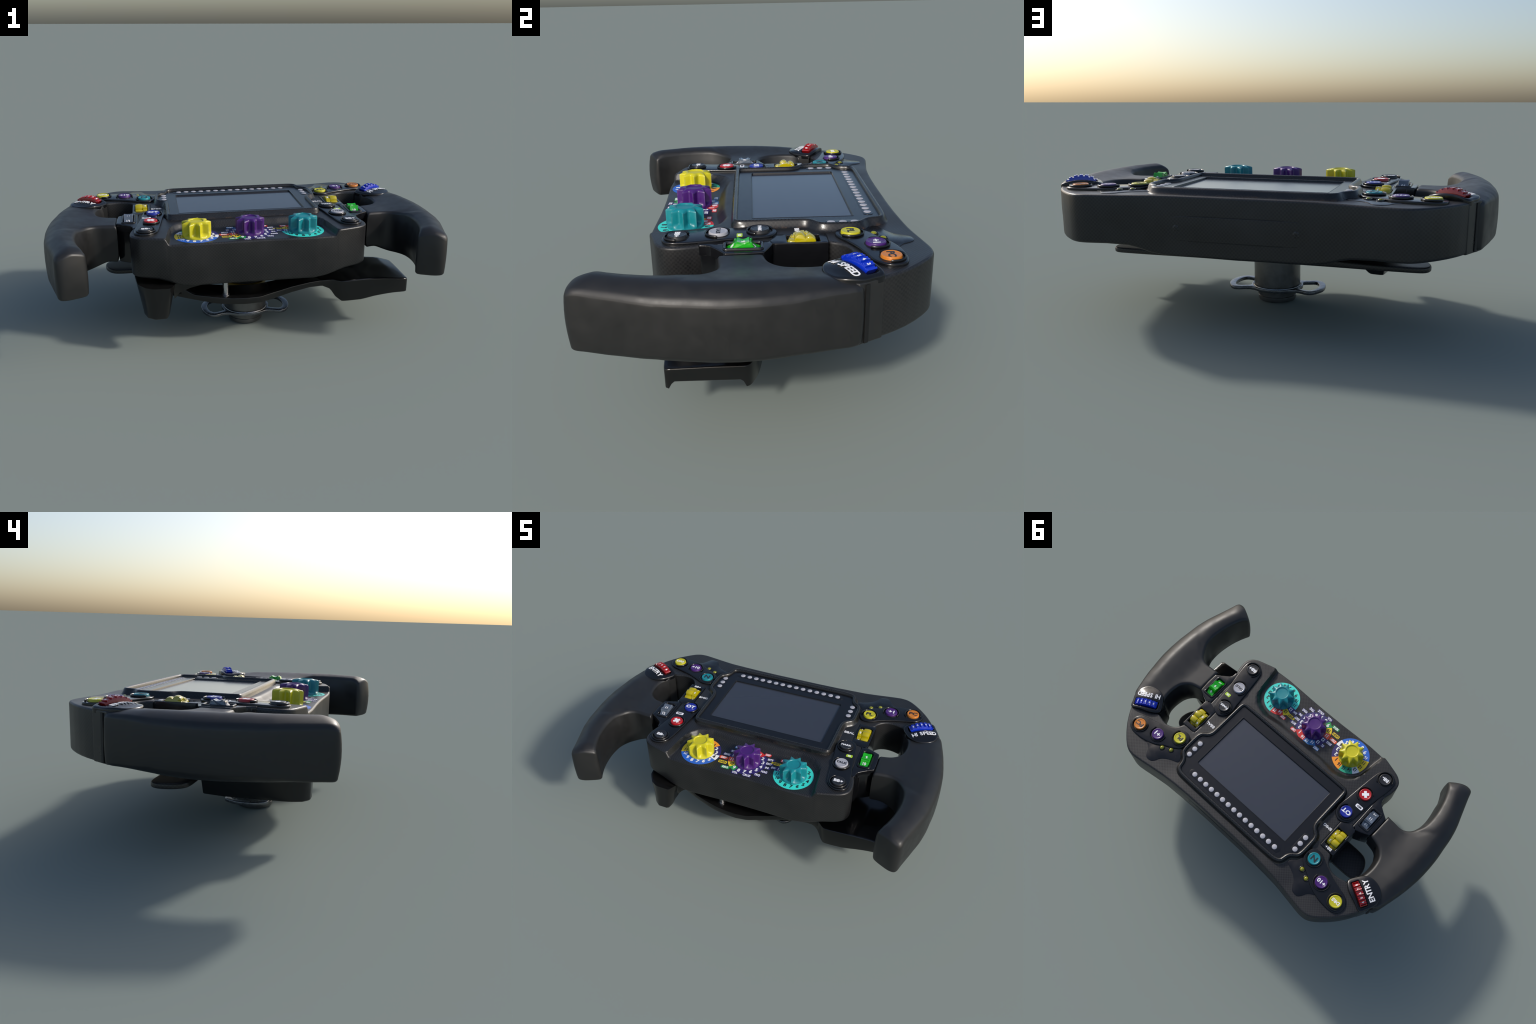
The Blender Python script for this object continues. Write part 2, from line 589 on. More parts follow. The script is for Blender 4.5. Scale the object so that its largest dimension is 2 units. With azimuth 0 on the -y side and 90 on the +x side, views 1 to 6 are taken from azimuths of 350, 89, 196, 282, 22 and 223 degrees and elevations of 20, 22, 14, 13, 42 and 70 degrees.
# cover plate with two screws on the far wall
plate_outline = fillet([(-0.335, 0.452), (-0.25, 0.502), (0.25, 0.502), (0.335, 0.452), (0.25, 0.402), (-0.25, 0.402)], 0.02)
wall = Matrix.Translation((0, 0.5305, 0)) @ Matrix.Rotation(math.radians(90), 4, 'X') @ Matrix.Scale(-1, 4, (0, 0, 1))
cover_me = slab("rear_cover", plate_outline, 0.0034, -0.004, 0.0022, step=None)
cover = add_obj("rear_cover", cover_me, M["carbon"], housing)
c_mid = np.array([0.0, 0.452])
gap_me = slab("cover_seam", (plate_outline - c_mid) * np.array([1.011, 1.05]) + c_mid, 0.0016, -0.004, holes=[(plate_outline - c_mid) * np.array([0.985, 0.93]) + c_mid])
gap_me.transform(wall); gap_me.flip_normals()
add_obj("cover_seam", gap_me, M["pit"], cover)
cover_me.transform(wall); cover_me.flip_normals()
screw_me = lathe("cover_screw", [(0, 0.0012), (0.004, 0.0012), (0.0048, 0.0028), (0.0125, 0.0026), (0.014, 0.0014), (0.014, -0.004)], 28)
for s in (-1, 1):
    add_obj("cover_screw", screw_me, M["carbon"], cover,
            Matrix.Translation((s * 0.248, 0.5320, 0.453)) @ Matrix.Rotation(math.radians(-90), 4, 'X'))

# ------------------------------------------------------------ display unit
bez_half = [(0, 0.482), (0.30, 0.482), (0.355, 0.480), (0.385, 0.470), (0.401, 0.450), (0.405, 0.412), (0.412, 0.400), (0.436, 0.388),
            (0.450, 0.370), (0.455, 0.340), (0.456, 0.250), (0.450, 0.222), (0.436, 0.206), (0.412, 0.195), (0.404, 0.178),
            (0.404, 0.05), (0.404, -0.060), (0.398, -0.081), (0.380, -0.090), (0.30, -0.091), (0.12, -0.091), (0, -0.091)]
bez_outer = resample(densify(np.array(mirror_closed(bez_half)), 0.004), 0.008)
for _ in range(2):
    bez_outer = 0.5 * bez_outer + 0.25 * (np.roll(bez_outer, 1, 0) + np.roll(bez_outer, -1, 0))


def inset(loop, d):
    l = loop if area(loop) > 0 else loop[::-1]
    t = np.roll(l, -1, 0) - np.roll(l, 1, 0)
    t /= np.linalg.norm(t, axis=1)[:, None]
    q = l + np.c_[-t[:, 1], t[:, 0]] * d
    for _ in range(3):
        q = 0.5 * q + 0.25 * (np.roll(q, 1, 0) + np.roll(q, -1, 0))
    return q


# section across the rim: foot on the housing, sloping flank, round crest, inner lip
section = [(-0.014, 0.5755), (-0.009, 0.5790), (-0.004, 0.5840), (0.0005, 0.5930), (0.0045, 0.6005), (0.0080, 0.6062), (0.0130, 0.6072),
           (0.0185, 0.6060), (0.0215, 0.6015), (0.0235, 0.5960), (0.0245, 0.586)]
rings = []
for d, z in section:
    q = inset(bez_outer, d)
    k = ss(q[:, 1], -0.04, -0.07)             # the front flank reaches down into the scoop
    rings.append(np.c_[q, z - 0.012 * k * (1 if d < -0.003 else 0)])
bezel = add_obj("display_bezel", loft("display_bezel", rings, cap=False, angle=60), M["bezel"])
rect = lambda x0, y0, x1, y1, r=0.0: fillet([(x0, y0), (x1, y0), (x1, y1), (x0, y1)], r)
scr = rect(-0.333, -0.012, 0.333, 0.362, 0.006)
panel_outline = inset(bez_outer, 0.0235)
panel = add_obj("display_panel", slab("display_panel", panel_outline, 0.5935, 0.572, 0, holes=[scr[::1]]), M["glass"], bezel)
lip = np.array(scr)
rim_rings = []
for d, z in [(-0.0035, 0.5933), (-0.0025, 0.5945), (0.0, 0.5945), (0.0012, 0.593), (0.002, 0.578)]:
    c = np.array([0, 0.175]); sc = (np.array([0.333, 0.187]) - d) / np.array([0.333, 0.187])
    rim_rings.append(np.c_[(lip - c) * sc + c, np.full(len(lip), z)])
add_obj("screen_frame", loft("screen_frame", rim_rings, cap=False), M["glass"], bezel)
add_obj("screen", slab("screen", rect(-0.335, -0.014, 0.335, 0.364), 0.5868, 0.570), M["screen"], bezel)

strip_top = slab("light_strip", rect(-0.348, 0.402, 0.329, 0.440, 0.0185), 0.5948, 0.590, 0.001)
add_obj("light_strip", strip_top, M["gloss"], bezel)
strip_side = slab("light_strip_side", rect(-0.021, -0.066, 0.021, 0.066, 0.0205), 0.5948, 0.590, 0.001)
led_me = lathe("shift_light", [(0, 0.0012), (0.0128, 0.0011), (0.0140, 0.0004), (0.0142, -0.001), (0.0142, -0.003)], 28)
for s in (-1, 1):
    add_obj("light_strip", strip_side, M["gloss"], bezel, Matrix.Translation((s * 0.4015, 0.3135, 0)))
    for y in (0.356, 0.314, 0.271):
        add_obj("shift_light", led_me, M["led"], bezel, Matrix.Translation((s * 0.4015, y, 0.5952)))
for i in range(15):
    add_obj("shift_light", led_me, M["led"], bezel, Matrix.Translation((-0.312 + i * 0.0432, 0.421, 0.5952)))

# --------------------------------------------------------- button consoles
star_half = [(0.640, 0.462), (0.622, 0.474), (0.604, 0.490), (0.592, 0.512), (0.576, 0.530), (0.556, 0.533), (0.534, 0.526), (0.521, 0.508),
             (0.508, 0.484), (0.484, 0.463), (0.452, 0.447), (0.424, 0.436), (0.416, 0.424), (0.425, 0.404), (0.445, 0.388), (0.47, 0.36), (0.55, 0.39), (0.62, 0.43)]
bean = [(0.790, 0.452), (0.800, 0.418), (0.790, 0.388), (0.760, 0.363), (0.700, 0.346), (0.640, 0.328), (0.581, 0.302), (0.535, 0.278),
        (0.500, 0.272), (0.470, 0.284), (0.456, 0.320), (0.464, 0.362), (0.500, 0.392), (0.548, 0.416), (0.594, 0.446), (0.660, 0.468),
        (0.730, 0.474), (0.768, 0.468)]
capsule = [(0.447, -0.262), (0.462, -0.300), (0.497, -0.325), (0.536, -0.321), (0.560, -0.297), (0.563, -0.250), (0.552, -0.180), (0.536, -0.093),
           (0.522, 0.020), (0.505, 0.056), (0.462, 0.073), (0.425, 0.052), (0.410, 0.008), (0.420, -0.060), (0.432, -0.160)]
for s in (1, -1):
    fl = (lambda p: p) if s > 0 else flip
    star = add_obj("overlay_panel", slab("overlay_panel", fl(spline(star_half, 0.008)), 0.5812, 0.574, 0.0012, steps=2), M["gloss"], housing)
    up = add_obj("button_panel", slab("button_panel", fl(spline(bean, 0.008)), 0.5895, 0.574, 0.005, steps=4), M["gloss"], housing)
    low = add_obj("button_panel", slab("button_panel", fl(spline(capsule, 0.008)), 0.5895, 0.574, 0.005, steps=4), M["gloss"], housing)
    for x, y in ((0.549, 0.431), (0.5, 0.4075)):
        add_obj("lamp_ring", lathe("lamp_ring", [(0.0125, 0.0), (0.0128, 0.0035), (0.0145, 0.0045), (0.0165, 0.0035), (0.018, -0.002)], 28), M["gloss"], star,
                Matrix.Translation((s * x, y, 0.5812)))
        add_obj("indicator_lamp", lathe("indicator_lamp", [(0, 0.008), (0.005, 0.0072), (0.009, 0.005), (0.012, 0.001), (0.0128, -0.003)], 24), M["lamp"], star,
                Matrix.Translation((s * x, y, 0.5822)))

cap_me = lathe("push_button", [(0, 0.0105), (0.022, 0.0102), (0.0265, 0.0102), (0.0285, 0.0115), (0.0305, 0.0118), (0.0325, 0.0108), (0.0338, 0.0085),
                               (0.0338, 0.0035), (0.0346, 0.0022), (0.0346, -0.006)], 48)
seat_me = lathe("button_seat", [(0.0346, 0.0012), (0.0385, 0.0016), (0.0395, 0.0006), (0.0395, -0.003)], 40)


def arc_guard(r, span, gap_at, tube, z):
    """open collar that shields a button"""
    n, k = 44, 8; V, F = [], []
    for i in range(n + 1):
        a = gap_at + math.radians((360 - span) / 2 + span * i / n)
        end = min(i, n - i)
        t = tube * (1.0 if end > 0 else 0.7)
        for j in range(k):
            b = 2 * math.pi * j / k
            rr = r + t * 0.75 * math.cos(b)
            V.append((rr * math.cos(a), rr * math.sin(a), z + t * 1.1 * math.sin(b)))
    for i in range(n):
        for j in range(k):
            F.append((i * k + j, i * k + (j + 1) % k, (i + 1) * k + (j + 1) % k, (i + 1) * k + j))
    F.append(tuple(range(k))); F.append(tuple(n * k + j for j in range(k)))
    return mesh_from("button_guard", V, F, 50)


guard_me = arc_guard(0.0445, 235, 0.0, 0.0046, 0.0042)
# x, y, cap, label, label colour, size, direction of the gap in the guard
buttons = [(0.511, 0.325, "b_yellow", "PL", "ink", 0.034, 250), (0.6215, 0.3925, "b_purple", "+1", "white", 0.034, 265), (0.741, 0.4185, "b_orange", "PC", "ink", 0.034, 285),
           (-0.511, 0.325, "b_teal", "N", "ink", 0.042, 290), (-0.6215, 0.3925, "b_purple", "+10", "white", 0.029, 275), (-0.743, 0.4185, "b_yellow", "DRS", "white", 0.024, 200),
           (0.465, 0.0125, "b_black", "MARK", "white", 0.0175, 40), (0.482, -0.132, "b_grey", "TALK", "ink", 0.020, 60), (0.507, -0.272, "b_black", "BB+", "white", 0.026, 60),
           (-0.467, 0.0125, "b_blue", "OT", "white", 0.033, 235), (-0.482, -0.132, "b_red", None, "white", 0.03, 150), (-0.507, -0.272, "b_black", "BB-", "white", 0.026, 120)]
ZB = 0.5893
for x, y, cm, s, lm, size, gap in buttons:
    b = add_obj("push_button", cap_me, M[cm], None, Matrix.Translation((x, y, ZB)))
    add_obj("button_seat", seat_me, M["pit"], b)
    add_obj("button_guard", guard_me, M["gloss"], b, Matrix.Rotation(math.radians(gap), 4, 'Z'))
    if s:
        letters("button_label", s, size, 0, 0, 0.0106, M[lm], b, sx=1.12, bold=0.034)
    else:
        a, w = 0.0195, 0.0075
        cross = [(-w, -a), (w, -a), (w, -w), (a, -w), (a, w), (w, w), (w, a), (-w, a), (-w, w), (-a, w), (-a, -w), (-w, -w)]
        add_obj("button_cross", slab("button_cross", np.array(cross), 0.0112, 0.010), M["white"], b, Matrix.Rotation(math.radians(42), 4, 'Z'))


def tag(s, x, y, z, w, h, mat, ink, size, parent, rot=0.0, r=0.004, name="label_tag", sx=1.0):
    t = add_obj(name, slab(name, rect(-w / 2, -h / 2, w / 2, h / 2, r), 0.0007, -0.0015), M[mat], parent,
                Matrix.Translation((x, y, z)) @ Matrix.Rotation(rot, 4, 'Z'))
    letters("label_text", s, size, 0, 0, 0.0008, M[ink], t, bold=0.03, sx=sx)
    return t


tag("EB", 0.5035, -0.058, 0.5896, 0.034, 0.020, "d_lime", "white", 0.016, housing)
tag("MID", -0.5015, -0.057, 0.5896, 0.044, 0.020, "d_pale", "ink", 0.016, housing, r=0.006)
letters("printed_label", "BBAL", 0.024, 0.446, 0.145, TOP + 0.0005, M["white"], housing, sx=1.05)
letters("printed_label", "BMIG", 0.022, -0.448, 0.142, TOP + 0.0005, M["white"], housing, sx=1.1)

# ------------------------------------------------------------ thumb wheels
def cog(name, teeth, R, width, dish, groove, gap=0.12, phase=0.0, concave_axis=0.0, arc=None, convex=False):
    """ridged drum, axis along local x; every ridge is hollowed like a saddle"""
    prof = []
    for t in range(teeth):
        for k in range(15):
            u = k / 14
            if u < gap / 2 or u > 1 - gap / 2:
                dr = -groove
            else:
                w = abs(2 * (u - gap / 2) / (1 - gap) - 1)      # 1 on the horns, 0 in the hollow
                dr = -dish * w ** 2.6 if convex else -dish * (1 - min(w / 0.80, 1) ** 2) - 0.0022 * max(0, (w - 0.86) / 0.14) ** 2
            prof.append(((t + u * 0.998 - 0.5) * 2 * math.pi / teeth + phase, R + dr))
    if arc:
        prof = [(a, r) for a, r in prof if -arc <= a - 2 * math.pi * (a > math.pi) <= arc]
        prof = sorted((a - 2 * math.pi if a > math.pi else a, r) for a, r in prof)
        prof += [(arc * 0.96, R - 0.028), (0.0, R - 0.034), (-arc * 0.96, R - 0.028)]
    sect = [(-0.5, -0.003), (-0.46, 0.0), (-0.25, -concave_axis * 0.75), (0, -concave_axis), (0.25, -concave_axis * 0.75), (0.46, 0.0), (0.5, -0.003)]
    rings = []
    for sx, dr in sect:
        rings.append([(sx * width, (r + dr) * math.sin(a), (r + dr) * math.cos(a)) for a, r in prof])
    return loft(name, rings, True, 32)


def numerals(parent, items, R, x, size, across=True):
    """numbers on the ridges: items are (text, angle from the top)"""
    for s, ang in items:
        a = math.radians(ang)
        m = Matrix.Rotation(-a, 4, 'X') @ Matrix.Translation((x, 0, R))
        if not across:
            m = m @ Matrix.Rotation(math.radians(-90), 4, 'Z')
        add_obj("wheel_number", text_mesh(s, size, 0.02), M["white"], parent, m)


for s in (1, -1):
    # yellow wheel in an open slot beside the thumb hole
    fl = (lambda p: p) if s > 0 else flip
    slot = fl(rect(0.493, 0.103, 0.562, 0.216, 0.003))
    frame = fl(fillet([(0.4815, 0.062), (0.560, 0.040), (0.574, 0.062), (0.574, 0.243), (0.4815, 0.243)], 0.004))
    wf = add_obj("wheel_frame", slab("wheel_frame", frame, 0.5815, 0.545, 0.003, holes=[slot], steps=3), M["gloss"], housing)
    add_obj("frame_base", slab("frame_base", fl(rect(0.475, 0.05, 0.5725, 0.2425)), 0.5449, 0.377), M["gloss"], wf)
    hub_m = Matrix.Translation((s * 0.5275, 0.158, 0.547)) @ Matrix.Rotation(math.radians(14), 4, 'X')
    w = add_obj("thumb_wheel", cog("thumb_wheel", 7, 0.0575, 0.040, 0.012, 0.013, gap=0.04, concave_axis=-0.003, convex=True), M["w_yellow"], wf, hub_m @ Matrix.Translation((s * 0.0115, 0, 0)))
    drum = add_obj("number_drum", cog("number_drum", 7, 0.0530, 0.0225, 0.0015, 0.004, gap=0.03), M["w_yellow"], wf, hub_m @ Matrix.Translation((-s * 0.0205, 0, 0)))
    numerals(drum, [("9", 51), ("8", 0), ("7", -51)] if s > 0 else [("3", 51), ("4", 0), ("5", -51)], 0.0522, 0, 0.019)
    # green / grey wheel on the bracket towards the grip
    bracket = [(0.545, 0.062), (0.575, 0.052), (0.610, 0.040), (0.646, 0.024), (0.652, -0.04), (0.652, -0.106), (0.620, -0.126), (0.597, -0.143), (0.580, -0.156), (0.572, -0.172),
               (0.570, -0.200), (0.545, -0.195), (0.545, -0.10)]
    slot = fl(rect(0.566, -0.102, 0.618, 0.012, 0.006))
    br = add_obj("wheel_bracket", slab("wheel_bracket", fl(fillet(bracket, 0.008)), 0.5815, 0.545, 0.004, holes=[slot], steps=3), M["gloss"], housing)
    rim = slab("slot_rim", fl(rect(0.556, -0.114, 0.629, 0.024, 0.014)), 0.5885, 0.575, 0.006, holes=[slot], steps=3)
    add_obj("slot_rim", rim, M["gloss"], br)
    core = [(0.545, 0.058), (0.575, 0.050), (0.610, 0.036), (0.643, 0.020), (0.649, -0.10), (0.616, -0.122), (0.585, -0.135), (0.566, -0.200), (0.540, -0.19)]
    add_obj("bracket_core", slab("bracket_core", fl(fillet(core, 0.012)), 0.5449, 0.378, 0, 0.006), M["gloss"], br)
    w = add_obj("thumb_wheel", cog("thumb_wheel", 8, 0.0635, 0.046, 0.0105, 0.005, gap=0.02, concave_axis=0.002), M["w_green" if s > 0 else "w_grey"], br,
                Matrix.Translation((s * 0.592, -0.045, 0.547)))
    numerals(w, [("8", 45), ("9", 0), ("10", -45)] if s > 0 else [("10", 45), ("11", 0), ("12", -45)], 0.0528, 0, 0.021)
letters("printed_label", "BB+", 0.022, -0.528, 0.2275, 0.5817, M["white"], housing, sx=1.1)

# ------------------------------------------------------------------ grips
grip_outline = [(0.900, 0.307), (0.914, 0.3035), (0.924, 0.2985), (0.930, 0.288), (0.938, 0.265), (0.950, 0.220), (0.968, 0.150), (0.982, 0.080), (0.992, 0.010), (0.9955, -0.060), (0.9945, -0.130), (0.988, -0.200),
                (0.981, -0.270), (0.967, -0.340), (0.945, -0.410), (0.926, -0.470), (0.911, -0.518), (0.904, -0.545), (0.896, -0.560), (0.882, -0.566), (0.856, -0.560), (0.822, -0.544), (0.789, -0.526), (0.772, -0.511),
                (0.782, -0.490), (0.800, -0.450), (0.818, -0.395), (0.831, -0.330), (0.835, -0.270), (0.829, -0.215), (0.810, -0.172), (0.788, -0.143), (0.762, -0.127), (0.735, -0.123), (0.700, -0.126)]
spoke = [(0.656, -0.129), (0.653, -0.126), (0.650, -0.08), (0.649, -0.02), (0.6485, 0.018), (0.653, 0.022)]
hole_side = [(0.690, 0.030), (0.715, 0.039), (0.740, 0.058), (0.758, 0.085), (0.766, 0.120), (0.768, 0.160), (0.762, 0.200), (0.748, 0.228), (0.735, 0.240), (0.760, 0.252), (0.820, 0.277), (0.870, 0.298)]
g = spline(grip_outline + spoke + hole_side, 0.009)


outer_line = np.array([(0.912, -0.60)] + [p for p in grip_outline[:21]][::-1])
inner_line = np.array(grip_outline[24:33])


def grip_top(x, y):
    ax = np.abs(x)
    main = lin(y, [-0.58, -0.54, -0.48, -0.38, -0.25, -0.05, 0.06, 0.14, 0.20, 0.25, 0.31], [0.596, 0.602, 0.605, 0.606, 0.605, 0.602, 0.600, 0.598, 0.594, 0.587, 0.581])
    u = np.maximum(np.interp(y, outer_line[:, 1], outer_line[:, 0]) - ax, 0)
    main = main - lin(y, [-0.57, -0.48, -0.3, -0.1, 0.1, 0.2, 0.27], [0.022, 0.032, 0.038, 0.040, 0.035, 0.022, 0.012]) * np.clip(1 - u / 0.085, 0, 1) ** 2.0
    w = ax - np.interp(y, inner_line[:, 1], inner_line[:, 0])
    main = main - 0.016 * np.clip(1 - w / 0.06, 0, 1) ** 1.6 * (y < -0.10)
    tip = (y + 0.507) * 0.89 + (ax - 0.776) * 0.455          # distance from the end face
    main = main - 0.010 * np.clip(1 - tip / 0.05, 0, 1) ** 2
    k = np.maximum(ss(ax, 0.75, 0.93), ss(-y, 0.12, 0.24) * ss(ax, 0.70, 0.80))
    return 0.5785 * (1 - k) + main * k


def grip_belly(t, x, y):
    """side walls swell at half height, most on the palm side"""
    ax = abs(x)
    palm = ss(-y, 0.14, 0.20) * (1 - ss(-y, 0.36, 0.47)) * (1 - ss(ax - np.interp(y, inner_line[:, 1], inner_line[:, 0]), 0.01, 0.03))
    palm = max(float(palm), float(ss(y, 0.03, 0.07) * (1 - ss(y, 0.20, 0.25)) * (1 - ss(ax, 0.775, 0.80))))
    end = ss(-y, 0.505, 0.53) * (1 - ss(ax, 0.865, 0.90))
    return (0.0030 + 0.012 * float(palm) + 0.006 * float(end)) * math.sin(math.pi * t) ** 0.8


def grip_bottom(x, y):
    ax = np.abs(x)
    main = lin(y, [-0.57, -0.5, -0.4, -0.3, -0.15, -0.05, 0.06, 0.16, 0.24, 0.31], [0.373, 0.370, 0.366, 0.361, 0.356, 0.355, 0.358, 0.365, 0.371, 0.374])
    u = np.maximum(np.interp(y, outer_line[:, 1], outer_line[:, 0]) - ax, 0)
    main = main + lin(y, [-0.57, -0.45, -0.3, 0.1, 0.27], [0.004, 0.010, 0.027, 0.028, 0.008]) * np.clip(1 - u / 0.07, 0, 1) ** 2
    k = ss(ax, 0.66, 0.80)
    return (0.384 + 0.012 * ss(ax, 0.66, 0.72)) * (1 - k) + main * k


grips = []
for s in (1, -1):
    o = g if s > 0 else flip(g)
    gr = add_obj("grip", slab("grip", o, grip_top, grip_bottom, (0.017, 0.016), (0.014, 0.013), step=0.010, steps=5,
                              flare=grip_belly, angle=60), M["rubber"])
    grips.append(gr)

# ------------------------------ collar, label hood and ridged wheel on each grip root
hood_outline = [(0.716, 0.287), (0.745, 0.234), (0.765, 0.212), (0.785, 0.200), (0.812, 0.193), (0.845, 0.196), (0.875, 0.208), (0.898, 0.230), (0.909, 0.262), (0.908, 0.300),
                (0.890, 0.338), (0.866, 0.374), (0.812, 0.353), (0.752, 0.327)]
u = Vector((0.875, 0.485)).normalized()          # along the row of ridges
c0 = Vector((0.809, 0.305))
for s in (1, -1):
    fl = (lambda p: p) if s > 0 else flip
    strip = fillet([(0.850, 0.372), (0.8725, 0.3715), (0.8845, 0.350), (0.9065, 0.310), (0.918, 0.292), (0.90, 0.262), (0.76, 0.232), (0.738, 0.238), (0.715, 0.290)], 0.003)
    col = add_obj("collar", slab("collar", fl(strip), 0.5795, 0.3765, 0.005, 0.006, steps=3), M["collar"])
    seam = fillet([(0.9005, 0.3245), (0.9035, 0.3240), (0.9105, 0.3115), (0.906, 0.3095)], 0.0)
    add_obj("collar_rib", slab("collar_rib", fl(seam), 0.572, 0.381), M["pit"], col)
    v = Vector((-u.y, u.x))
    quad = [c0 + u * a + v * b for a, b in ((-0.068, -0.0215), (0.068, -0.0215), (0.068, 0.0215), (-0.068, 0.0215))]
    slot = fl(fillet([tuple(q) for q in quad], 0.005))

    def hood_top(x, y):
        d = (np.abs(x) - c0.x) * u.x + (y - c0.y) * u.y
        e = (np.abs(x) - c0.x) * v.x + (y - c0.y) * v.y
        return 0.590 + 0.015 * np.clip(1 - (d / 0.085) ** 2, -0.3, 1) * (1 - ss(-e, 0.04, 0.11)) + 0.002 * ss(-e, 0.04, 0.1)
    hood = add_obj("label_hood", slab("label_hood", fl(spline(hood_outline, 0.007)), hood_top, 0.566, 0.007, holes=[slot], step=0.009, steps=4), M["gloss"], col)
    add_obj("wheel_pit", slab("wheel_pit", fl(fillet([tuple(c0 + (q - c0) * 1.05) for q in quad], 0.004)), 0.5765, 0.565), M["pit"], col)
    us = Vector((u.x, s * u.y))                  # world direction, reading left to right
    axis = Vector((-us.y, us.x, 0))
    frame = Matrix((( axis.x, us.x, 0), (axis.y, us.y, 0), (0, 0, 1))).to_4x4()
    if frame.determinant() < 0:
        frame = Matrix(((-axis.x, us.x, 0), (-axis.y, us.y, 0), (0, 0, 1))).to_4x4()
    R = 0.110
    w = add_obj("ridged_wheel", cog("ridged_wheel", 28, R, 0.037, 0.0022, 0.007, gap=0.32, concave_axis=0.001, arc=math.radians(38.5)), M["w_blue" if s > 0 else "w_red"], col,
                Matrix.Translation((s * c0.x, c0.y, 0.6270 - R)) @ frame)
    for i, ch in enumerate("34543" if s > 0 else "45678"):
        a = math.radians((i - 2) * 360 / 28)
        ex = frame.to_3x3() @ Vector((1, 0, 0))
        right = Vector((us.x, us.y, 0))
        up = Vector((-us.y, us.x, 0))
        nrm = Vector((0, 0, 1)) * math.cos(a) + right * math.sin(a)
        tan = right * math.cos(a) - Vector((0, 0, 1)) * math.sin(a)
        p = Vector((s * c0.x, c0.y, 0.6270 - R)) + nrm * (R - 0.0022)
        m = Matrix.Translation(p) @ Matrix(((tan.x, up.x, nrm.x), (tan.y, up.y, nrm.y), (tan.z, up.z, nrm.z))).to_4x4()
        add_obj("wheel_number", text_mesh(ch, 0.017, 0.022), M["white"], col, m)
    # lettering follows the curve of the hood
    word = "HI SPEED" if s > 0 else "ENTRY"
    widths = dict(zip("HI SPEDNTRY", [0.0175, 0.0085, 0.009, 0.016, 0.0155, 0.0145, 0.017, 0.0178, 0.015, 0.0165, 0.0155]))
    k = 1.19 if s > 0 else 1.55
    tot = sum(widths[ch] for ch in word) * k
    at = -tot / 2
    for ch in word:
        wd = widths[ch] * k; cx = at + wd / 2; at += wd
        if ch == ' ':
            continue
        e = (-0.052 if s > 0 else -0.050) - 0.30 * (cx / 0.07) ** 2 * 0.012
        d_mir = cx * s                             # along the row in the unmirrored frame
        px = c0.x + u.x * d_mir + v.x * e
        py = c0.y + u.y * d_mir + v.y * e
        h = hood_top(np.array([px]), np.array([py]))[0]
        ang = math.atan2(us.y, us.x)
        slope = math.atan2(-2 * 0.015 * cx / 0.085 ** 2 * 0.9, 1)
        m = (Matrix.Translation((s * px, py, h + 0.0009)) @ Matrix.Rotation(ang, 4, 'Z') @ Matrix.Rotation(-slope, 4, 'Y')
             @ Matrix.Diagonal((0.90 if s > 0 else 1.0, 1, 1, 1)))
        add_obj("hood_letter", text_mesh(ch, 0.0375 if s > 0 else 0.041, 0.024), M["white"], col, m)

# ------------------------------------------------- rotary knobs and their dials
FLOOR = 0.548


def knob_mesh():
    n = 9; per = 14; V, F = [], []

    def star(r_tip, r_root, z):
        ring = []
        for i in range(n):
            for j in range(per):
                f = j / per
                a = (i + f) * 2 * math.pi / n
                t = abs(2 * f - 1)                      # 1 on the tip, 0 in the hollow
                r = r_root + (r_tip - r_root) * max(0, (t - 0.20) / 0.80) ** 1.15
                ring.append((r * math.cos(a), r * math.sin(a), z))
        return ring

    def disc(r, z):
        return [(r * math.cos((k / (n * per)) * 2 * math.pi), r * math.sin((k / (n * per)) * 2 * math.pi), z) for k in range(n * per)]
    rings = [disc(0.0705, 0.0), disc(0.0705, 0.007), star(0.0712, 0.0690, 0.0095), star(0.0725, 0.0610, 0.0150), star(0.0725, 0.0515, 0.0215), star(0.0725, 0.0500, 0.0280), star(0.0725, 0.0495, 0.0675),
             star(0.0716, 0.0490, 0.0702), star(0.0660, 0.0475, 0.0735), star(0.0530, 0.0440, 0.0768), disc(0.0405, 0.0790), disc(0.0375, 0.0800), disc(0.0345, 0.0790), disc(0.0325, 0.0755), disc(0.018, 0.0748), disc(0.002, 0.0747)]
    return loft("rotary_knob", rings, True, 42)


knob_me = knob_mesh()


def sector(cx, cy, r0, r1, a0, a1, name, mat, parent, z=FLOOR):
    k = max(3, int(abs(a1 - a0) / 4))
    a = np.radians(np.linspace(a0, a1, k + 1))
    p = [(cx + r1 * math.cos(t), cy + r1 * math.sin(t)) for t in a] + [(cx + r0 * math.cos(t), cy + r0 * math.sin(t)) for t in a[::-1]]
    return add_obj(name, slab(name, np.array(p), z + 0.0008, z - 0.002), M[mat], parent)


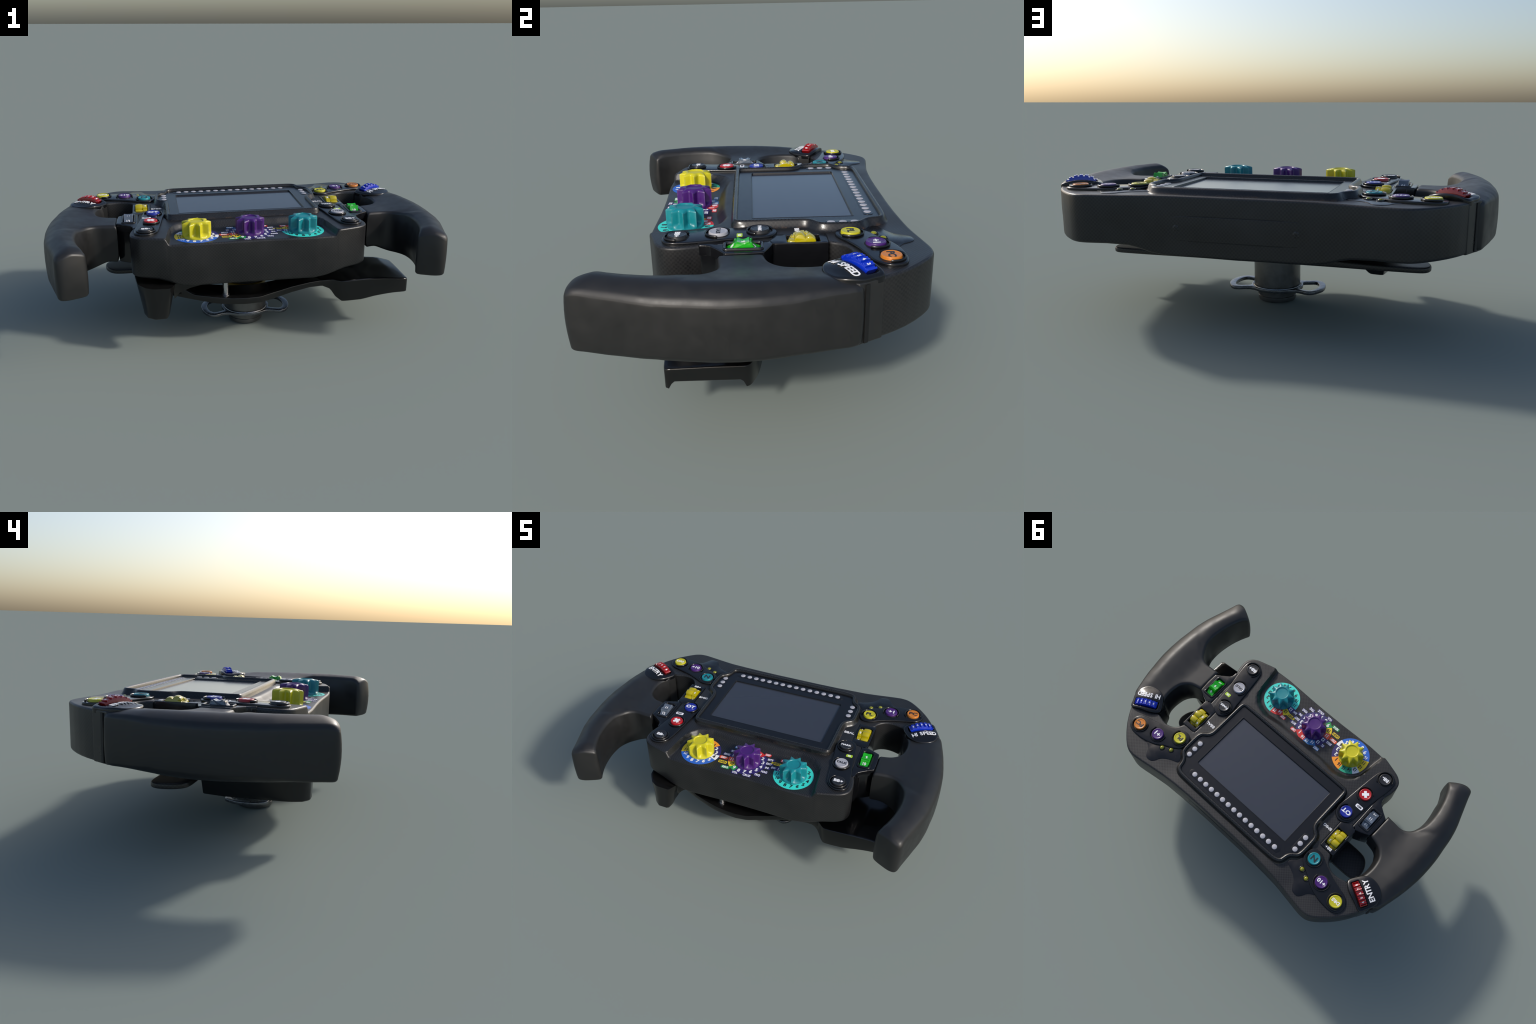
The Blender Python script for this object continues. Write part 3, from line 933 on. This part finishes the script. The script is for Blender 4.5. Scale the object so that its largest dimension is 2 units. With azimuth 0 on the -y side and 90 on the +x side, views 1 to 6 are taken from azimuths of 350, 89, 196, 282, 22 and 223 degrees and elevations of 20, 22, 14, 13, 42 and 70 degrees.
ang = lambda n: 79 - 22.5 * n
dials = [
    (0.2655, -0.267, "k_teal", 0.106, {**{i: ("d_teal", "ink") for i in (1, 2, 3, 4, 5, 6, 7, 8, 9, 10, 11, 16)}, 12: ("navy", "white"), 13: ("d_yellow", "ink"), 14: ("d_red", "white"), 15: ("d_red", "white")}),
    (-0.2655, -0.267, "k_yellow", 0.108, {**{i: ("d_royal", "white") for i in range(5, 11)}, 1: ("d_amber", "ink"), 16: ("d_amber", "ink"), 2: ("navy", "white"), 3: ("navy", "white"), 4: ("d_pale", "ink"),
                                         11: ("d_yellow", "ink"), 12: ("d_yellow", "ink"), 13: ("d_pale", "ink"), 14: ("d_jade", "ink"), 15: ("d_jade", "ink")}),
    (0.0, -0.2515, "k_purple", 0.104, {**{i: ("navy", "white") for i in (2, 3, 4, 5, 6, 7, 8, 12, 13)}, 1: ("d_red", "white"), 16: ("d_red", "white"), 9: ("d_green", "white"), 10: ("d_yellow", "ink"),
                                      11: ("d_orange", "white"), 14: ("d_blue", "white"), 15: ("d_blue", "white")})]
for cx, cy, km, r1, cols in dials:
    kn = add_obj("rotary_knob", knob_me, M[km], None, Matrix.Translation((cx, cy, FLOOR)) @ Matrix.Rotation(math.radians(0), 4, 'Z'))
    holder = kn
    order = list(range(1, 17)); start = next(i for i in order if cols[i][0] != cols[(i - 2) % 16 + 1][0])
    order = order[start - 1:] + order[:start - 1]
    runs = []
    for i in order:
        if runs and cols[runs[-1][-1]][0] == cols[i][0]:
            runs[-1].append(i)
        else:
            runs.append([i])
    for run in runs:
        hi = ang(run[0]) + 11.25
        lo = hi - 22.5 * len(run)
        sector(cx, cy, 0.06, r1, lo, hi, "dial_sector", cols[run[0]][0], housing)
    for i in range(1, 17):
        a = math.radians(ang(i)); rr = 0.0845
        letters("dial_number", str(i), 0.0300 if i < 10 else 0.0275, cx + rr * math.cos(a), cy + rr * math.sin(a), FLOOR + 0.0010, M[cols[i][1]], housing, bold=0.036, sx=1.0 if i < 10 else 0.8)
# word tags round the purple and the turquoise dial
for s, x, y, mat, ink in [("DEF", 0.085, -0.167, "d_red", "white"), ("BITE", 0.112, -0.199, "navy", "white"), ("EXIT", 0.116, -0.232, "navy", "white"), ("INI", 0.116, -0.264, "navy", "white"),
                          ("MAG", 0.114, -0.299, "navy", "white"), ("TRQ", 0.088, -0.334, "navy", "white"), ("CRUZ", 0.038, -0.356, "navy", "white"), ("VOL", -0.028, -0.358, "navy", "white"),
                          ("REVS", -0.092, -0.338, "d_green", "white"), ("DASH", -0.122, -0.304, "d_yellow", "ink"), ("DISP", -0.130, -0.270, "d_orange", "white"), ("BRIG", -0.124, -0.240, "navy", "white"),
                          ("IC", -0.106, -0.205, "navy", "white"), ("WET", -0.089, -0.168, "d_blue", "white"), ("BW", 0.149, -0.252, "navy", "white"), ("SHIFT", 0.152, -0.217, "d_yellow", "ink"),
                          ("DEF", 0.183, -0.183, "d_red", "white")]:
    tag(s, x, y, FLOOR + 0.0005, 0.0098 * len(s) + 0.0075, 0.0195, mat, ink, 0.0195, housing, r=0.004, name="dial_tag", sx=0.8)


# ---------------------------------------------------------- column and release
COL = (0.0, -0.072)
column = add_obj("column", lathe("column", [(0, 0.0), (0.078, 0.0), (0.088, 0.004), (0.092, 0.012), (0.092, 0.026), (0.0885, 0.0285), (0.0885, 0.031), (0.095, 0.033), (0.097, 0.055),
                                            (0.110, 0.060), (0.112, 0.080), (0.112, 0.226), (0.098, 0.226), (0.094, 0.10), (0, 0.10)], 72), M["metal"], None, Matrix.Translation((*COL, 0)))
add_obj("hub_seal", lathe("hub_seal", [(0.0975, 0.222), (0.1125, 0.222), (0.1145, 0.227), (0.1125, 0.236), (0.105, 0.239), (0.0975, 0.236), (0.0965, 0.222)], 64), M["seal"], column)
add_obj("hub_core", lathe("hub_core", [(0, 0.10), (0.092, 0.10), (0.092, 0.236), (0.107, 0.243), (0.109, 0.25), (0.109, 0.338), (0, 0.338)], 48), M["clutch"], column)
right_side = [(0.0, 0.122), (0.055, 0.112), (0.10, 0.090), (0.135, 0.092), (0.170, 0.106), (0.200, 0.098), (0.222, 0.066), (0.236, 0.030), (0.237, -0.020), (0.226, -0.062), (0.205, -0.095), (0.172, -0.108),
              (0.135, -0.094), (0.10, -0.092), (0.055, -0.113), (0.0, -0.122)]
ring_out = spline(right_side + [(-x, y) for x, y in right_side[::-1][1:-1]], 0.008)
loop = [(0.120, 0.050), (0.145, 0.066), (0.176, 0.074), (0.198, 0.048), (0.207, 0.0), (0.198, -0.048), (0.176, -0.074), (0.145, -0.066), (0.120, -0.050), (0.128, 0.0)]
hl = spline(loop, 0.007)
add_obj("release_ring", slab("release_ring", ring_out, 0.0765, 0.0605, 0.003, 0.003, holes=[hl, flip(hl)], steps=3), M["ring_metal"], column)
add_obj("release_collar", lathe("release_collar", [(0.1125, 0.080), (0.1165, 0.0815), (0.119, 0.078), (0.119, 0.066)], 64), M["ring_metal"], column)

# ------------------------------------------------------------------- paddles
arm_front = [(-0.400, -0.290), (-0.36, -0.305), (-0.30, -0.327), (-0.25, -0.341), (-0.20, -0.354), (-0.15, -0.363), (-0.10, -0.368), (-0.03, -0.371), (0.03, -0.363), (0.08, -0.347), (0.14, -0.330),
             (0.20, -0.318), (0.28, -0.303), (0.36, -0.290), (0.42, -0.292)]
arm_back = [(0.44, -0.15), (0.30, -0.16), (0.16, -0.185), (0.0, -0.20), (-0.16, -0.19), (-0.30, -0.17), (-0.40, -0.15)]
arm_top = lambda x, y: lin(x, [-0.41, -0.37, -0.33, -0.29, -0.2, -0.1, 0.04, 0.14, 0.2, 0.3, 0.42], [0.325, 0.312, 0.285, 0.264, 0.256, 0.247, 0.244, 0.256, 0.266, 0.276, 0.280])
arm_bot = lambda x, y: lin(x, [-0.38, -0.27, -0.17, -0.06, 0.05, 0.14, 0.2, 0.3, 0.42], [0.250, 0.234, 0.219, 0.213, 0.212, 0.223, 0.235, 0.248, 0.246])
arm = add_obj("paddle_arm", slab("paddle_arm", densify(np.array(arm_front + arm_back), 0.012), arm_top, arm_bot, 0.003, 0.003, step=0.02, steps=2), M["paddle"])
add_obj("paddle_bolt", lathe("paddle_bolt", [(0.020, 0.240), (0.020, 0.252), (0.0145, 0.254), (0.0145, 0.345)], 24), M["bolt"], arm, Matrix.Translation((-0.134, -0.318, 0)))

root_low = lambda x, y: lin(x, [-0.40, -0.385, -0.363, -0.312, -0.25, -0.20], [0.258, 0.266, 0.287, 0.304, 0.316, 0.328])
add_obj("paddle_root", slab("paddle_root", densify(np.array([(-0.39, -0.365), (-0.36, -0.345), (-0.30, -0.335), (-0.20, -0.330), (-0.20, -0.20), (-0.39, -0.18)]), 0.012), 0.340, root_low, 0, 0.003, step=0.02, steps=2), M["paddle"], arm)
blade_out = spline([(0.400, -0.285), (0.430, -0.294), (0.448, -0.312), (0.468, -0.326), (0.500, -0.329), (0.560, -0.327), (0.620, -0.324), (0.700, -0.314), (0.770, -0.310), (0.814, -0.307), (0.828, -0.299),
                    (0.829, -0.270), (0.829, -0.160), (0.829, -0.060), (0.824, -0.036), (0.800, -0.020), (0.740, 0.0), (0.600, 0.02), (0.450, 0.02), (0.36, 0.0), (0.34, -0.15), (0.36, -0.27)], 0.010)


def blade_top(x, y):
    front = lin(x, [0.36, 0.42, 0.52, 0.61, 0.70, 0.83], [0.278, 0.281, 0.285, 0.286, 0.277, 0.264])
    back = lin(x, [0.36, 0.6, 0.76, 0.83], [0.293, 0.286, 0.280, 0.268])
    k = ss(y, -0.32, -0.10)
    return front * (1 - k) + back * k


def blade_bottom(x, y):
    edge = lin(x, [0.36, 0.415, 0.440, 0.468, 0.57, 0.64, 0.75, 0.83], [0.250, 0.226, 0.188, 0.170, 0.172, 0.183, 0.190, 0.190])
    front = np.interp(x, [0.36, 0.43, 0.448, 0.468, 0.56, 0.70, 0.83], [-0.272, -0.294, -0.311, -0.328, -0.328, -0.317, -0.306])
    back = np.interp(x, [0.36, 0.60, 0.74, 0.80, 0.83], [0.0, 0.02, 0.0, -0.02, -0.032])
    rear = lin(x, [0.36, 0.45, 0.60, 0.83], [0.250, 0.228, 0.208, 0.188])
    edge = np.where(y > -0.15, rear, edge)
    d = np.minimum(y - front, back - y)
    d = np.where(y < -0.13, np.minimum(d, np.maximum(x - 0.462, 0.0)), d)      # skirt of the inner end
    k = ss(d, 0.012, 0.028)
    return edge * (1 - k) + np.maximum(edge, 0.216) * k


add_obj("shift_paddle", slab("shift_paddle", blade_out, blade_top, blade_bottom, (0.006, 0.006), 0.004, step=0.014, steps=3), M["paddle"])

# the opposite paddle stands turned under the housing
top_ring = fillet([(-0.557, 0.055), (-0.576, -0.06), (-0.576, -0.22), (-0.561, -0.345), (-0.525, -0.398), (-0.487, -0.420), (-0.408, -0.424), (-0.388, -0.385), (-0.362, -0.20), (-0.39, 0.04)], 0.012)
bot_poly = fillet([(-0.527, 0.045), (-0.546, -0.06), (-0.546, -0.22), (-0.538, -0.345), (-0.520, -0.396), (-0.488, -0.421), (-0.430, -0.422), (-0.414, -0.385), (-0.385, -0.20), (-0.41, 0.03)], 0.012)


def ring_match(a, b, n=96):
    """resample two loops by angle so they can be lofted"""
    ra, rb = resample(a, 0.001), resample(b, 0.001)
    ra = ra[np.linspace(0, len(ra), n, endpoint=False).astype(int)]
    rb = rb[np.linspace(0, len(rb), n, endpoint=False).astype(int)]
    return ra, rb


ta, tb = ring_match(top_ring, bot_poly)
left_rings = []
for t, zt, shrink in [(0.0, 0.345, 0), (0.0, 0.330, 0), (0.25, 0.296, 0), (0.55, 0.252, 0), (0.9, 0.204, 0), (1.0, 0.190, 0.0), (1.0, 0.186, 0.004)]:
    q = ta * (1 - t) + tb * t
    c = q.mean(0)
    dv = (c - q) / np.linalg.norm(c - q, axis=1)[:, None]
    q = q + dv * shrink
    z = np.full(len(q), zt) + 0.068 * t * ss(q[:, 0], -0.475, -0.385) * ss(q[:, 1], -0.425, -0.30)
    left_rings.append(np.c_[q, z])
add_obj("shift_paddle", loft("shift_paddle", left_rings, True, 40), M["paddle"])

clutch_half = [(0.0, 0.215), (0.18, 0.215), (0.40, 0.212), (0.60, 0.212), (0.690, 0.210), (0.722, 0.198), (0.738, 0.170), (0.738, 0.135), (0.726, 0.098), (0.700, 0.066), (0.660, 0.052), (0.56, 0.050), (0.40, 0.052), (0.18, 0.058), (0.0, 0.060)]
add_obj("clutch_paddle", slab("clutch_paddle", spline(mirror_closed(clutch_half), 0.010), lambda x, y: 0.274 + 0.012 * (1 - ss(np.abs(x), 0.2, 0.55)), lambda x, y: 0.250 + 0.002 * (1 - ss(np.abs(x), 0.2, 0.55)), 0.008, 0.006, step=0.03, steps=3), M["clutch"])
add_obj("clutch_pivot", slab("clutch_pivot", rect(-0.34, -0.02, 0.34, 0.19, 0.03), 0.345, 0.264), M["pit"])
